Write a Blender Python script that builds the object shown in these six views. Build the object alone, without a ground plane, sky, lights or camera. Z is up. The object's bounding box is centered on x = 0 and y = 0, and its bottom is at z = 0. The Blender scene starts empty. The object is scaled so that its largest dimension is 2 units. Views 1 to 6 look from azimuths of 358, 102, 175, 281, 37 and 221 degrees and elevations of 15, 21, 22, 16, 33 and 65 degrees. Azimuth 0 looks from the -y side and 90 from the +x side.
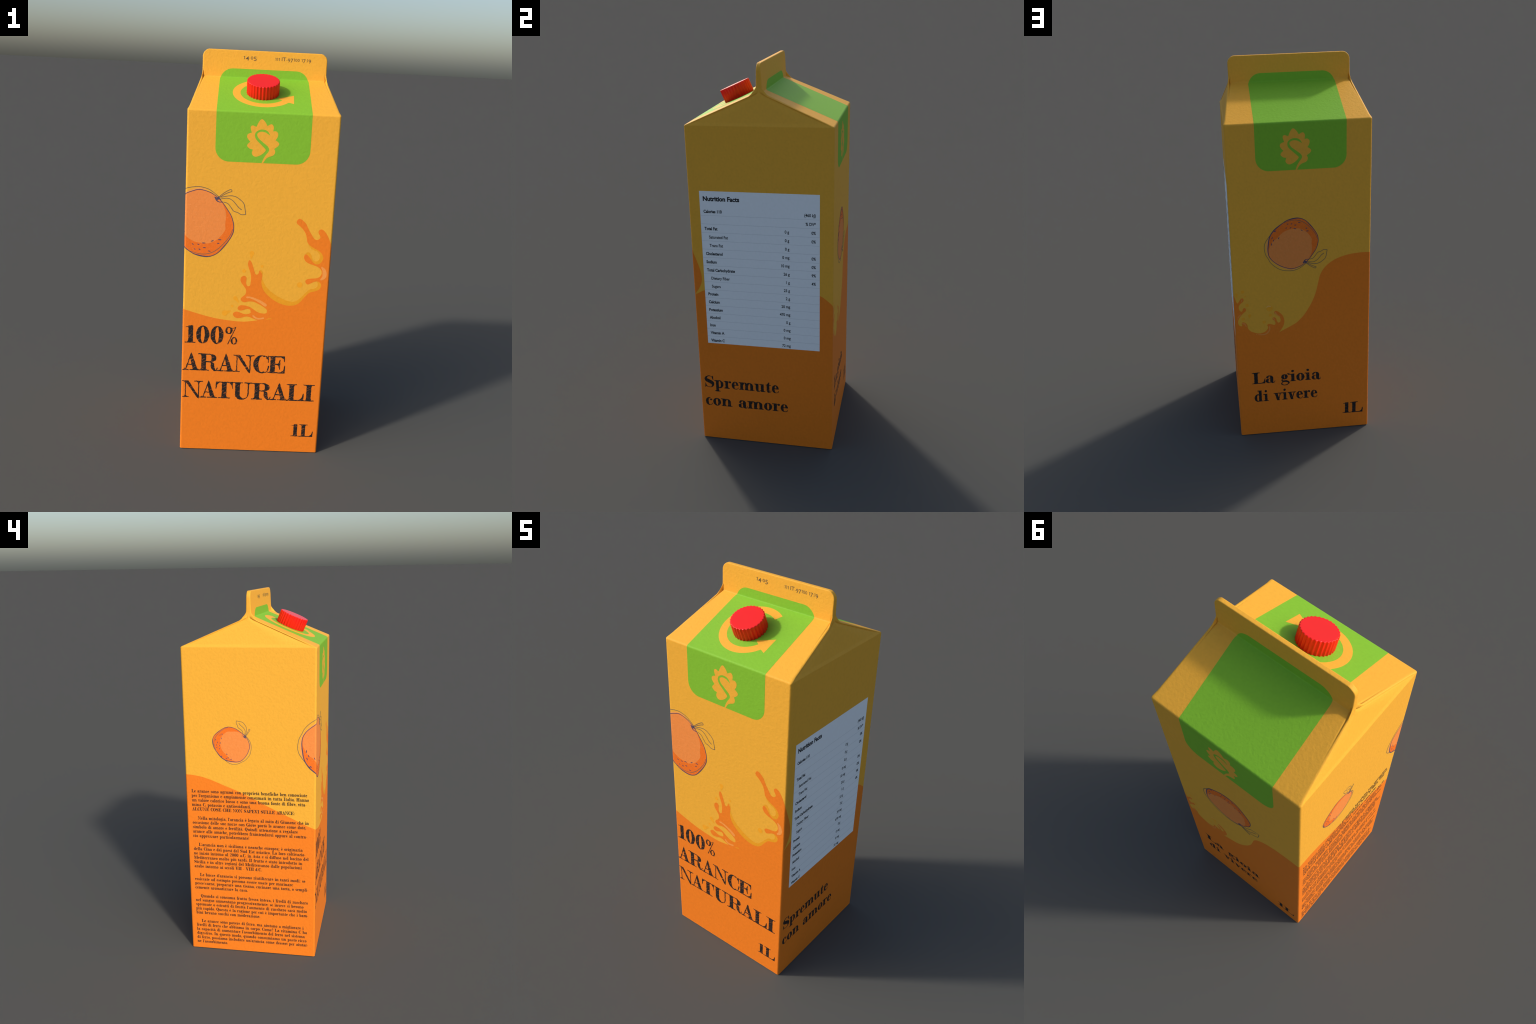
import bpy, math, random
import numpy as np
from mathutils import Vector
from mathutils.geometry import delaunay_2d_cdt

random.seed(7)

# ----------------------------------------------------------------------------
#  A one-litre gable-top carton of orange juice.
#  Panels are numbered 0 front (-y), 1 right (+x), 2 back (+y), 3 left (-x).
#  On a panel, u runs left to right as seen from outside, z is the height.
# ----------------------------------------------------------------------------
HALF = 0.354            # half width of the square carton
SIDE = 2 * HALF
EAVE = 1.724            # height of the fold between walls and roof
FOLD_Y, FOLD_Z = 0.0145, 1.868   # fold between roof panels and sealing fin
TOP = 2.0
CORNER = 0.009          # rounding of the upright edges
FIN_HALF, FIN_ROUND = 0.309, 0.036

# ------------------------------------------------------------------ materials
def paper_bump(nt, strength=0.35):
    """Fine uneven board surface shared by the board and everything printed on it."""
    N, L = nt.nodes, nt.links
    tc = N.new('ShaderNodeTexCoord')
    big = N.new('ShaderNodeTexNoise')
    big.inputs['Scale'].default_value = 80
    big.inputs['Detail'].default_value = 3
    big.inputs['Roughness'].default_value = 0.55
    big.inputs['Distortion'].default_value = 0.35
    L.new(tc.outputs['Object'], big.inputs['Vector'])
    bump = N.new('ShaderNodeBump')
    bump.inputs['Strength'].default_value = strength
    bump.inputs['Distance'].default_value = 0.006
    L.new(big.outputs['Fac'], bump.inputs['Height'])
    return bump, big, tc


def board(name, color, rough=0.62, spec=0.22, strength=0.195, vary=0.035):
    m = bpy.data.materials.new(name)
    m.use_nodes = True
    nt = m.node_tree
    N, L = nt.nodes, nt.links
    b = N['Principled BSDF']
    bump, noise, tc = paper_bump(nt, strength)
    ramp = N.new('ShaderNodeMapRange')
    ramp.inputs['From Min'].default_value = 0.3
    ramp.inputs['From Max'].default_value = 0.7
    ramp.inputs['To Min'].default_value = 1 - vary
    ramp.inputs['To Max'].default_value = 1 + vary * 0.6
    L.new(noise.outputs['Fac'], ramp.inputs['Value'])
    mul = N.new('ShaderNodeMix')
    mul.data_type = 'RGBA'
    mul.blend_type = 'MULTIPLY'
    mul.inputs['Factor'].default_value = 1
    mul.inputs['A'].default_value = (*color, 1)
    L.new(ramp.outputs['Result'], mul.inputs['B'])
    L.new(mul.outputs['Result'], b.inputs['Base Color'])
    b.inputs['Roughness'].default_value = rough
    b.inputs['Specular IOR Level'].default_value = spec
    L.new(bump.outputs['Normal'], b.inputs['Normal'])
    return m


def speckled(name, color, fleck, amount=0.5):
    """Crayon-like fill: paler grain flecks on the colour."""
    m = board(name, color)
    nt = m.node_tree
    N, L = nt.nodes, nt.links
    b = N['Principled BSDF']
    tc = N.new('ShaderNodeTexCoord')
    n = N.new('ShaderNodeTexNoise')
    n.inputs['Scale'].default_value = 210
    n.inputs['Detail'].default_value = 2
    L.new(tc.outputs['Object'], n.inputs['Vector'])
    r = N.new('ShaderNodeValToRGB')
    r.color_ramp.elements[0].position = 0.60
    r.color_ramp.elements[1].position = 0.75
    r.color_ramp.elements[0].color = (0, 0, 0, 1)
    r.color_ramp.elements[1].color = (amount,) * 3 + (1,)
    L.new(n.outputs['Fac'], r.inputs['Fac'])
    old = b.inputs['Base Color'].links[0].from_socket
    mix = N.new('ShaderNodeMix')
    mix.data_type = 'RGBA'
    L.new(r.outputs['Color'], mix.inputs['Factor'])
    L.new(old, mix.inputs['A'])
    mix.inputs['B'].default_value = (*fleck, 1)
    L.new(mix.outputs['Result'], b.inputs['Base Color'])
    return m


def sketch_ink(name, ink, ground, horizontal='X', amount=0.8):
    """Hand-hatched lettering ink: short slanting scratches let the ground show."""
    m = board(name, ink, vary=0.1)
    nt = m.node_tree
    N, L = nt.nodes, nt.links
    b = N['Principled BSDF']
    tc = N.new('ShaderNodeTexCoord')
    sep = N.new('ShaderNodeSeparateXYZ')
    L.new(tc.outputs['Object'], sep.inputs[0])
    com = N.new('ShaderNodeCombineXYZ')
    L.new(sep.outputs[horizontal], com.inputs['X'])
    L.new(sep.outputs['Z'], com.inputs['Y'])
    mp = N.new('ShaderNodeMapping')
    mp.vector_type = 'POINT'
    mp.inputs['Rotation'].default_value = (0, 0, math.radians(-33 if horizontal == 'X' else -33))
    mp.inputs['Scale'].default_value = (1, 1, 1)
    L.new(com.outputs[0], mp.inputs['Vector'])
    mp2 = N.new('ShaderNodeMapping')
    mp2.inputs['Scale'].default_value = (38, 210, 1)
    L.new(mp.outputs[0], mp2.inputs['Vector'])
    n = N.new('ShaderNodeTexNoise')
    n.inputs['Scale'].default_value = 1
    n.inputs['Detail'].default_value = 2.5
    n.inputs['Roughness'].default_value = 0.6
    L.new(mp2.outputs[0], n.inputs['Vector'])
    r = N.new('ShaderNodeValToRGB')
    r.color_ramp.elements[0].position = 0.56
    r.color_ramp.elements[1].position = 0.70
    r.color_ramp.elements[0].color = (0, 0, 0, 1)
    r.color_ramp.elements[1].color = (amount, amount, amount, 1)
    L.new(n.outputs['Fac'], r.inputs['Fac'])
    old = b.inputs['Base Color'].links[0].from_socket
    mix = N.new('ShaderNodeMix')
    mix.data_type = 'RGBA'
    L.new(r.outputs['Color'], mix.inputs['Factor'])
    L.new(old, mix.inputs['A'])
    mix.inputs['B'].default_value = (*ground, 1)
    L.new(mix.outputs['Result'], b.inputs['Base Color'])
    return m


YELLOW_RGB = (0.90, 0.435, 0.042)
ORANGE_RGB = (0.90, 0.222, 0.0155)
YELLOW = board('yellow_board', YELLOW_RGB)
ORANGE = board('orange_print', ORANGE_RGB)
GREEN = board('green_print', (0.232, 0.515, 0.031))
BAND = board('amber_print', (0.87, 0.36, 0.017))
DROP = board('drop_print', (0.94, 0.395, 0.021))
GLINT = board('pale_orange_print', (0.94, 0.345, 0.075))
GLINT_LOW = board('dull_orange_print', (0.90, 0.30, 0.06))
GLINT_DROP = board('pale_yellow_print', (0.95, 0.50, 0.13))
WHITE = board('white_label', (0.96, 0.96, 0.96), strength=0.15, vary=0.02)
RULE = board('grey_rule', (0.70, 0.71, 0.72), strength=0.1, vary=0.0)
BLACK = board('label_ink', (0.022, 0.023, 0.026), strength=0.1, vary=0.0)
SMALL_INK = board('small_text_ink', (0.016, 0.016, 0.020), vary=0.0)
DATE_INK = board('date_ink', (0.15, 0.095, 0.045), vary=0.0)
INK_X = sketch_ink('hatched_ink', (0.019, 0.016, 0.016), (0.62, 0.16, 0.02), 'X')
INK_Y = sketch_ink('hatched_ink_side', (0.019, 0.016, 0.016), (0.30, 0.08, 0.015), 'Y', 0.6)
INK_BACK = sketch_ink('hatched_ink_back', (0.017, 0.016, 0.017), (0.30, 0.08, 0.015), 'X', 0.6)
PEEL = speckled('orange_peel_print', (0.90, 0.178, 0.015), (0.93, 0.30, 0.07), 0.6)
PEEL_LIGHT = speckled('peach_print', (0.91, 0.278, 0.060), (0.94, 0.38, 0.13), 0.5)
FRINGE = board('pale_peach_print', (0.92, 0.36, 0.10))
LINE = board('violet_ink', (0.085, 0.068, 0.118), vary=0.0)
LINE_THIN = board('grey_violet_ink', (0.19, 0.135, 0.085), vary=0.0)

CAP = bpy.data.materials.new('red_plastic')
CAP.use_nodes = True
_b = CAP.node_tree.nodes['Principled BSDF']
_b.inputs['Base Color'].default_value = (0.88, 0.011, 0.008, 1)
_b.inputs['Roughness'].default_value = 0.45
_b.inputs['Specular IOR Level'].default_value = 0.42
_t = CAP.node_tree.nodes.new('ShaderNodeTexCoord')
_n = CAP.node_tree.nodes.new('ShaderNodeTexNoise')
_n.inputs['Scale'].default_value = 25
_r = CAP.node_tree.nodes.new('ShaderNodeMapRange')
_r.inputs['To Min'].default_value = 0.28
_r.inputs['To Max'].default_value = 0.36
CAP.node_tree.links.new(_t.outputs['Object'], _n.inputs['Vector'])
CAP.node_tree.links.new(_n.outputs['Fac'], _r.inputs['Value'])
CAP.node_tree.links.new(_r.outputs['Result'], _b.inputs['Roughness'])

# ------------------------------------------------------------------- objects
carton = bpy.data.objects.new('juice_carton', None)
bpy.context.scene.collection.objects.link(carton)
carton['label'] = 'tall yellow and orange gable-top juice carton with red screw cap'
carton['category'] = 'juice carton'


def add(name, verts, faces, mat, parent=carton, normals=None, smooth=True, sharp=None):
    me = bpy.data.meshes.new(name)
    me.from_pydata([tuple(v) for v in verts], [], [tuple(f) for f in faces])
    me.materials.append(mat)
    if smooth:
        me.polygons.foreach_set('use_smooth', [True] * len(me.polygons))
    me.update()
    if sharp is not None:
        me.set_sharp_from_angle(angle=math.radians(sharp))
    if normals is not None:
        me.normals_split_custom_set_from_vertices([tuple(n) for n in normals])
    ob = bpy.data.objects.new(name, me)
    bpy.context.scene.collection.objects.link(ob)
    ob.parent = parent
    return ob


# ------------------------------------------------- the carton's folded profile
def bezier(a, b, c, n):
    t = np.linspace(0, 1, n)[:, None]
    a, b, c = map(np.array, (a, b, c))
    return (1 - t) ** 2 * a + 2 * t * (1 - t) * b + t * t * c


SLOPE = np.array([HALF - FOLD_Y, FOLD_Z - EAVE])
SLOPE /= np.linalg.norm(SLOPE)
eave = np.array([-HALF, EAVE])
fold = np.array([-FOLD_Y, FOLD_Z])
roof_steps = [0.0095, 0.013, 0.018, 0.024, 0.031, 0.040, 0.06, 0.12, 0.18, 0.24, 0.29, 0.318, 0.324, 0.330, 0.336, 0.342, 0.348, 0.354, 0.360]
PROF = [(-HALF + 0.0012, 0.0), (-HALF, 0.0012), (-HALF, 0.004)]
PROF += [(-HALF, z) for z in np.linspace(0.12, 1.60, 12)] + [(-HALF, 1.69), (-HALF, 1.706), (-HALF, 1.7135), (-HALF, 1.716)]
PROF += [tuple(p) for p in bezier(eave - [0, 0.007], eave, eave + SLOPE * 0.007, 6)]
PROF += [tuple(eave + SLOPE * s) for s in roof_steps]
PROF += [tuple(p) for p in bezier(fold - SLOPE * 0.004, fold, fold + np.array([0.00015, 0.004]), 5)]
def fin_y(z):
    return -(FOLD_Y - 0.0048 * (z - FOLD_Z) / (TOP - FOLD_Z))


PROF += [(fin_y(z), z) for z in (1.878, 1.882, 1.886, 1.892, 1.900)]
PROF += [(fin_y(z), z) for z in (1.92, 1.94, 1.955)]
PROF += [(fin_y(z), z) for z in (1.964, 1.970, 1.976, 1.982, 1.986)]
PROF += [tuple(p) for p in bezier((fin_y(1.9955), 1.9955), (fin_y(2.0), 2.0), (-0.0058, 2.0), 6)]
PROF = np.array(PROF)


def half_width(z):
    """Side wall, inward-leaning gusset, then the fin with rounded top corners."""
    t0, t1 = EAVE - 0.001, EAVE + 0.0125
    w = float(np.interp(z, [0, t0, t1, FOLD_Z], [HALF, HALF, HALF - 0.0068, 0.3125]))
    if z > FOLD_Z - 0.012:
        f = min(1, (z - FOLD_Z + 0.012) / 0.04)
        f = f * f * (3 - 2 * f)
        w = w * (1 - f) + FIN_HALF * f if z < FOLD_Z + 0.03 else FIN_HALF
    c = TOP - FIN_ROUND
    if z > c:
        w = FIN_HALF - FIN_ROUND + math.sqrt(max(0, FIN_ROUND ** 2 - (z - c) ** 2))
    return w


def ring(y, z):
    d, w = -y, half_width(z)
    r = min(CORNER, d * 0.42 if z > FOLD_Z else max(d * 0.42, min(CORNER, d * 0.3)))
    if z < 0.001:
        w -= HALF - d
    in_roof = EAVE < z < FOLD_Z + 0.02
    g = 0.0
    if in_roof:
        g = 0.0045 * min(1, (z - EAVE) / 0.035)
        if z > FOLD_Z - 0.01:
            g *= max(0, 1 - (z - FOLD_Z + 0.01) / 0.02)
    # web at the fin's ends, where the gusset fold stands proud of roof and fin
    web = 0.0
    if 1.850 < z < 1.897:
        s = (1.897 - z) / 0.047
        web = max(0, 0.0135 + 0.040 * s ** 1.3 - d)
    # the roof panel tucks in behind the gusset fold towards the ridge
    tuck = 0.0
    if z < FOLD_Z:
        tuck = 0.014 * min(1, max(0, (z - 1.795) / 0.065)) ** 1.4
    elif z < 1.896:
        tuck = 0.014 * (1.896 - z) / 0.028
    tuck = min(tuck, 0.55 * d)
    pts = []
    arc = np.linspace(0, math.pi / 2, 6)
    weights = [0, 0.35, 0.8, 1, 1, 1]
    f = min(1, (d - r) / 0.045)
    near = [(0.0025, 0.1), (0.006, 0.8), (0.011, 1.0), (0.022, 0.55), (0.036, 0.0)]
    for sx in (1, -1):                      # right half: front->back ; left half: back->front
        sy0 = -1 if sx == 1 else 1
        corners = []
        for sy in (sy0, -sy0):
            c = []
            for a, wt in zip(arc, weights):
                x = w - r + r * math.sin(a)
                yy = d - r + r * math.cos(a) + web * wt - (tuck * 0.7 if a == 0 else 0)
                c.append((sx * x, sy * yy, z))
            corners.append(c if sy == sy0 else c[::-1])
        flat0 = [(sx * (w - r) * q, sy0 * d, z) for q in (0.0, 0.33, 0.66, 0.90)]
        flat0 += [(sx * (w - r - 0.0065), sy0 * d, z), (sx * (w - r - 0.004), sy0 * d, z), (sx * (w - r - 0.001), sy0 * (d - tuck), z)]
        side = [(sx * (w - g * k), sy0 * (d - r - a * f), z) for a, k in near]
        mid = (d - r - 0.036 * f)
        side += [(sx * w, sy0 * mid * q, z) for q in (0.6, 0.2, -0.2, -0.6)]
        side += [(sx * (w - g * k), -sy0 * (d - r - a * f), z) for a, k in near[::-1]]
        flat1 = [(sx * (w - r - 0.001), -sy0 * (d - tuck), z), (sx * (w - r - 0.004), -sy0 * d, z), (sx * (w - r - 0.0065), -sy0 * d, z)]
        flat1 += [(sx * (w - r) * q, -sy0 * d, z) for q in (0.90, 0.66, 0.33)]
        pts += flat0 + corners[0] + side + corners[1] + flat1
    return pts


rings = [ring(y, z) for y, z in PROF]
NR = len(rings[0])
body_v = np.array([p for r in rings for p in r])
body_f = []
for i in range(len(rings) - 1):
    for j in range(NR):
        k = (j + 1) % NR
        body_f.append((i * NR + j, i * NR + k, (i + 1) * NR + k, (i + 1) * NR + j))
half_n = NR // 2


def strip_cap(base, flip):
    """Close an end ring with quads from its front half to its back half."""
    out = []
    front = [base + j for j in range(half_n)]
    # ring starts at x=0 front, goes right to x=0 back, then returns on the left
    order = [base + j for j in range(NR)]
    out.append(tuple(order[::-1] if flip else order))
    return out


n_faces_side = len(body_f)
body_f += strip_cap(0, True)
body_f += strip_cap((len(rings) - 1) * NR, False)

whole = bpy.data.meshes.new('whole')
whole.from_pydata([tuple(v) for v in body_v], [], body_f)
whole.polygons.foreach_set('use_smooth', [True] * len(whole.polygons))
whole.update()
body_n = np.array([tuple(n.vector) for n in whole.vertex_normals])
bpy.data.meshes.remove(whole)

regions = {'carton_body': [], 'front_roof': [], 'back_roof': [], 'right_gusset': [], 'left_gusset': [], 'top_seal': []}
for idx, f in enumerate(body_f):
    c = body_v[list(f)].mean(0)
    if idx == n_faces_side:
        key = 'carton_body'
    elif idx == n_faces_side + 1:
        key = 'top_seal'
    else:
        i, j = divmod(idx, NR)
        z = 0.5 * (PROF[i][1] + PROF[i + 1][1])
        jj = j % half_n
        n_flat, n_arc, n_side = 7, 6, 14
        on_side = n_flat + n_arc - 1 <= jj < n_flat + n_arc + n_side
        if z < EAVE:
            key = 'carton_body'
        elif z > FOLD_Z + 0.001:
            key = 'top_seal'
        elif on_side:
            key = 'right_gusset' if c[0] > 0 else 'left_gusset'
        else:
            key = 'front_roof' if c[1] < 0 else 'back_roof'
    regions[key].append(f)

part_name = {'carton_body': 'carton_body', 'front_roof': 'roof_panel', 'back_roof': 'roof_panel',
             'right_gusset': 'gusset', 'left_gusset': 'gusset', 'top_seal': 'top_seal'}
parts = {}
for key, faces in regions.items():
    used = sorted({v for f in faces for v in f})
    remap = {v: i for i, v in enumerate(used)}
    parts[key] = add(part_name[key], body_v[used], [[remap[v] for v in f] for f in faces], YELLOW,
                     normals=body_n[used])
BODY = parts['carton_body']

# ------------------------------------------------------ mapping print to board
def wrap(P, off):
    """(s, z) round the four walls; s = u + panel * SIDE. Returns points, normals."""
    P = np.asarray(P, float)
    s, z = P[:, 0], P[:, 1]
    k = np.round(s / SIDE)
    u = s - k * SIDE
    a = HALF - CORNER
    over = np.clip((np.abs(u) - a) / CORNER, 0, 1) * math.pi / 4
    uu = np.clip(u, -a, a) + np.sign(u) * CORNER * np.sin(over)
    yy = -(a + CORNER * np.cos(over))
    nx, ny = np.sign(u) * np.sin(over), -np.cos(over)
    x, y = uu + nx * off, yy + ny * off
    th = k * math.pi / 2
    c, sn = np.cos(th), np.sin(th)
    V = np.stack([x * c - y * sn, x * sn + y * c, z], 1)
    Nn = np.stack([nx * c - ny * sn, nx * sn + ny * c, 0 * z], 1)
    return V, Nn


_sel = PROF[:, 1] > 0.001
PT = PROF[_sel]
_len = np.concatenate([[0], np.cumsum(np.linalg.norm(np.diff(PT, axis=0), axis=1))])
PT_T = _len + PT[0, 1]
_tan = np.gradient(PT, axis=0)
_tan /= np.linalg.norm(_tan, axis=1)[:, None]
PT_N = np.stack([-_tan[:, 1], _tan[:, 0]], 1)
PT_N[PT_N[:, 0] > 0.2] *= -1
T_EAVE = EAVE
T_FOLD = float(np.interp(FOLD_Z - 0.001, PT[:, 1], PT_T))


def profile(back=False):
    def f(P, off):
        P = np.asarray(P, float)
        x, t = P[:, 0], P[:, 1]
        y = np.interp(t, PT_T, PT[:, 0])
        z = np.interp(t, PT_T, PT[:, 1])
        ny = np.interp(t, PT_T, PT_N[:, 0])
        nz = np.interp(t, PT_T, PT_N[:, 1])
        q = np.hypot(ny, nz)
        ny, nz = ny / q, nz / q
        sg = -1 if back else 1
        V = np.stack([sg * x, sg * (y + ny * off), z + nz * off], 1)
        Nn = np.stack([0 * x, sg * ny, nz], 1)
        return V, Nn
    return f


def panel(k):
    return lambda P, off: wrap(np.asarray(P, float) + [k * SIDE, 0], off)


# ----------------------------------------------------------- flat shape tools
def spline(pts, closed=False, step=5):
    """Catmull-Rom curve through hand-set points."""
    p = np.array(pts, float)
    n = len(p)
    if n < 3 and not closed:
        return p
    if closed:
        q = np.vstack([p[-1], p, p[0], p[1]])
    else:
        q = np.vstack([2 * p[0] - p[1], p, 2 * p[-1] - p[-2]])
    out = []
    for i in range(1, len(q) - 2):
        a, b, c, d = q[i - 1], q[i], q[i + 1], q[i + 2]
        for t in np.arange(step) / step:
            out.append(0.5 * (2 * b + (c - a) * t + (2 * a - 5 * b + 4 * c - d) * t * t + (3 * b - a - 3 * c + d) * t ** 3))
    if not closed:
        out.append(p[-1])
    return np.array(out)


def stroke(pts, radii, closed=False, step=5, smooth=True):
    """Loops of a round-ended brush stroke of changing radius."""
    c = spline(pts, closed, step) if smooth else np.array(pts, float)
    n = len(c)
    radii = np.atleast_1d(np.array(radii, float))
    if closed:
        radii = np.append(radii, radii[0])
    r = np.interp(np.linspace(0, 1, n, endpoint=not closed), np.linspace(0, 1, len(radii)), radii) if len(radii) > 1 else np.full(n, radii[0])
    if closed:
        t = np.roll(c, -1, 0) - np.roll(c, 1, 0)
    else:
        t = np.gradient(c, axis=0)
    t /= np.maximum(np.linalg.norm(t, axis=1), 1e-9)[:, None]
    nrm = np.stack([-t[:, 1], t[:, 0]], 1)
    L, R = c + nrm * r[:, None], c - nrm * r[:, None]
    if closed:
        return [ccw(R), ccw(L)[::-1]] if area(R) ** 2 > area(L) ** 2 else [ccw(L), ccw(R)[::-1]]
    a1 = math.atan2(t[-1][1], t[-1][0])
    a0 = math.atan2(t[0][1], t[0][0])
    end = [c[-1] + r[-1] * np.array([math.cos(a1 + b), math.sin(a1 + b)]) for b in np.linspace(-math.pi / 2, math.pi / 2, 7)[1:-1]]
    beg = [c[0] + r[0] * np.array([math.cos(a0 + b), math.sin(a0 + b)]) for b in np.linspace(math.pi / 2, 1.5 * math.pi, 7)[1:-1]]
    return [np.vstack([R, end, L[::-1], beg])]


def area(p):
    x, y = p[:, 0], p[:, 1]
    return 0.5 * np.sum(x * np.roll(y, -1) - y * np.roll(x, -1))


def ccw(p):
    p = np.asarray(p, float)
    return p if area(p) > 0 else p[::-1]


def disc(cx, cy, r, ry=None, n=20):
    a = np.linspace(0, 2 * math.pi, n, endpoint=False)
    return [np.stack([cx + r * np.cos(a), cy + (ry or r) * np.sin(a)], 1)]


def inside(P, loops):
    """Non-zero winding test of points P against a set of loops."""
    w = np.zeros(len(P), int)
    x, y = P[:, 0][:, None], P[:, 1][:, None]
    for lp in loops:
        a, b = lp, np.roll(lp, -1, 0)
        cross = (b[:, 0] - a[:, 0]) * (y - a[:, 1]) - (x - a[:, 0]) * (b[:, 1] - a[:, 1])
        up = (a[:, 1] <= y) & (b[:, 1] > y) & (cross > 0)
        dn = (a[:, 1] > y) & (b[:, 1] <= y) & (cross < 0)
        w += up.sum(1) - dn.sum(1)
    return w != 0


def triangulate(shapes, cuts=()):
    """Union of shapes (each a list of loops) as one clean triangle mesh in 2D."""
    verts, edges = [], []
    for sh in shapes:
        for lp in sh:
            b = len(verts)
            verts += [Vector((float(x), float(y))) for x, y in lp]
            m = len(lp)
            edges += [(b + i, b + (i + 1) % m) for i in range(m)]
    for p, q in cuts:
        verts += [Vector(p), Vector(q)]
        edges.append((len(verts) - 2, len(verts) - 1))
    r = delaunay_2d_cdt(verts, edges, [], 0, 1e-6)
    V = np.array([tuple(v) for v in r[0]])
    T = np.array([f for f in r[2] if len(f) == 3], int)
    C = V[T].mean(1)
    keep = np.zeros(len(T), bool)
    for sh in shapes:
        keep |= inside(C, sh)
    T = T[keep]
    d = (V[T[:, 1]] - V[T[:, 0]])
    e = (V[T[:, 2]] - V[T[:, 0]])
    ar = d[:, 0] * e[:, 1] - d[:, 1] * e[:, 0]
    T[ar < 0] = T[ar < 0][:, ::-1]
    T = T[np.abs(ar) > 1e-12]
    used, inv = np.unique(T, return_inverse=True)
    return V[used], inv.reshape(T.shape)


def rim_edges(T):
    seen = {}
    for t in T:
        for a, b in ((t[0], t[1]), (t[1], t[2]), (t[2], t[0])):
            if (b, a) in seen:
                del seen[(b, a)]
            else:
                seen[(a, b)] = 1
    return list(seen)


def layer(name, V, T, mapper, height, mat, parent=BODY, depth=0.0006):
    """A printed film: top skin at `height` above the board with a rim down to it."""
    top, n = mapper(V, height)
    low, _ = mapper(V, height - depth)
    rim = rim_edges([tuple(t) for t in T])
    ids = sorted({v for e in rim for v in e})
    pos = {v: len(top) + i for i, v in enumerate(ids)}
    verts = np.vstack([top, low[ids]]) if ids else top
    norms = np.vstack([n, n[ids]]) if ids else n
    faces = [tuple(t) for t in T] + [(b, a, pos[a], pos[b]) for a, b in rim]
    return add(name, verts, faces, mat, parent, normals=norms)


def wall_cuts(s0, s1, z0, z1):
    """Break lines where a print has to bend round the upright edges."""
    out = []
    for k in range(-1, 5):
        c = (k - 0.5) * SIDE
        for i in range(-4, 5):
            s = c + CORNER * i / 4
            if s0 < s < s1:
                out.append(((s, z0), (s, z1)))
    return out


def mmp(pts, k=0):
    return [(x / 1000 + k * SIDE, z / 1000) for x, z in pts]


# ------------------------------------------------------------- the juice wave
front_low = [(-354, 760), (-298, 744), (-238, 728), (-178, 716), (-107, 708), (-57, 706), (-19, 710), (15, 716)]
front_splash_a = [(15, 716), (-5, 723), (-30, 732), (-45, 733), (-63, 727), (-84, 723), (-100, 729), (-108, 742), (-103, 752),
    (-89, 757), (-71, 752), (-53, 746), (-36, 746), (-23, 752), (-21, 761), (-27, 771), (-39, 773), (-54, 768), (-69, 763),
    (-82, 767), (-86, 776), (-80, 786), (-68, 791), (-45, 789), (-22, 781), (-2, 767), (19, 756), (42, 752), (56, 755),
    (59, 767), (53, 777), (35, 790), (12, 802), (-9, 811), (-31, 812), (-53, 807), (-66, 811), (-73, 821), (-67, 833),
    (-53, 845), (-48, 860), (-51, 876), (-65, 895), (-74, 908), (-78, 921), (-74, 934), (-62, 942), (-50, 935), (-49, 922),
    (-50, 907), (-46, 894), (-38, 890), (-30, 896), (-27, 918), (-28, 944), (-33, 964), (-41, 985), (-45, 1002), (-42, 1017),
    (-37, 1021), (-29, 1013), (-22, 996), (-15, 976), (-8, 955), (1, 950), (8, 956), (10, 966), (13, 970), (20, 963),
    (27, 949), (26, 933), (24, 915), (29, 889), (41, 866), (62, 844), (88, 824), (119, 808), (153, 799), (178, 799),
    (200, 805), (219, 819)]
front_splash_b = [(237, 843), (249, 857), (263, 870), (283, 876), (303, 884), (313, 896), (316, 911), (307, 924), (294, 928),
    (280, 925), (265, 917), (249, 911), (240, 919), (238, 928), (246, 937), (264, 941), (283, 943), (301, 948), (312, 961),
    (315, 976), (307, 991), (292, 1002), (274, 1009), (251, 1016), (233, 1027), (224, 1042), (224, 1054), (230, 1062),
    (241, 1058), (254, 1043), (265, 1028), (278, 1017), (291, 1014), (305, 1021), (314, 1035), (316, 1051), (308, 1068),
    (291, 1083), (271, 1093), (250, 1106), (236, 1121), (230, 1146), (223, 1166), (208, 1187), (190, 1203), (180, 1211),
    (178, 1221), (183, 1231), (193, 1235), (208, 1227), (224, 1211), (237, 1186), (254, 1159), (267, 1141), (280, 1135),
    (292, 1141), (296, 1151), (289, 1163), (285, 1173), (288, 1183), (298, 1188), (311, 1182), (327, 1163), (340, 1138),
    (353, 1108)]
right_curl = [(-327, 1030), (-313, 978), (-312, 938), (-325, 901), (-355, 857)]
right_low = [(-355, 857), (-330, 871), (-302, 885), (-200, 920), (-60, 950), (90, 953), (200, 930), (289, 894), (316, 877), (348, 850)]
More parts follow.
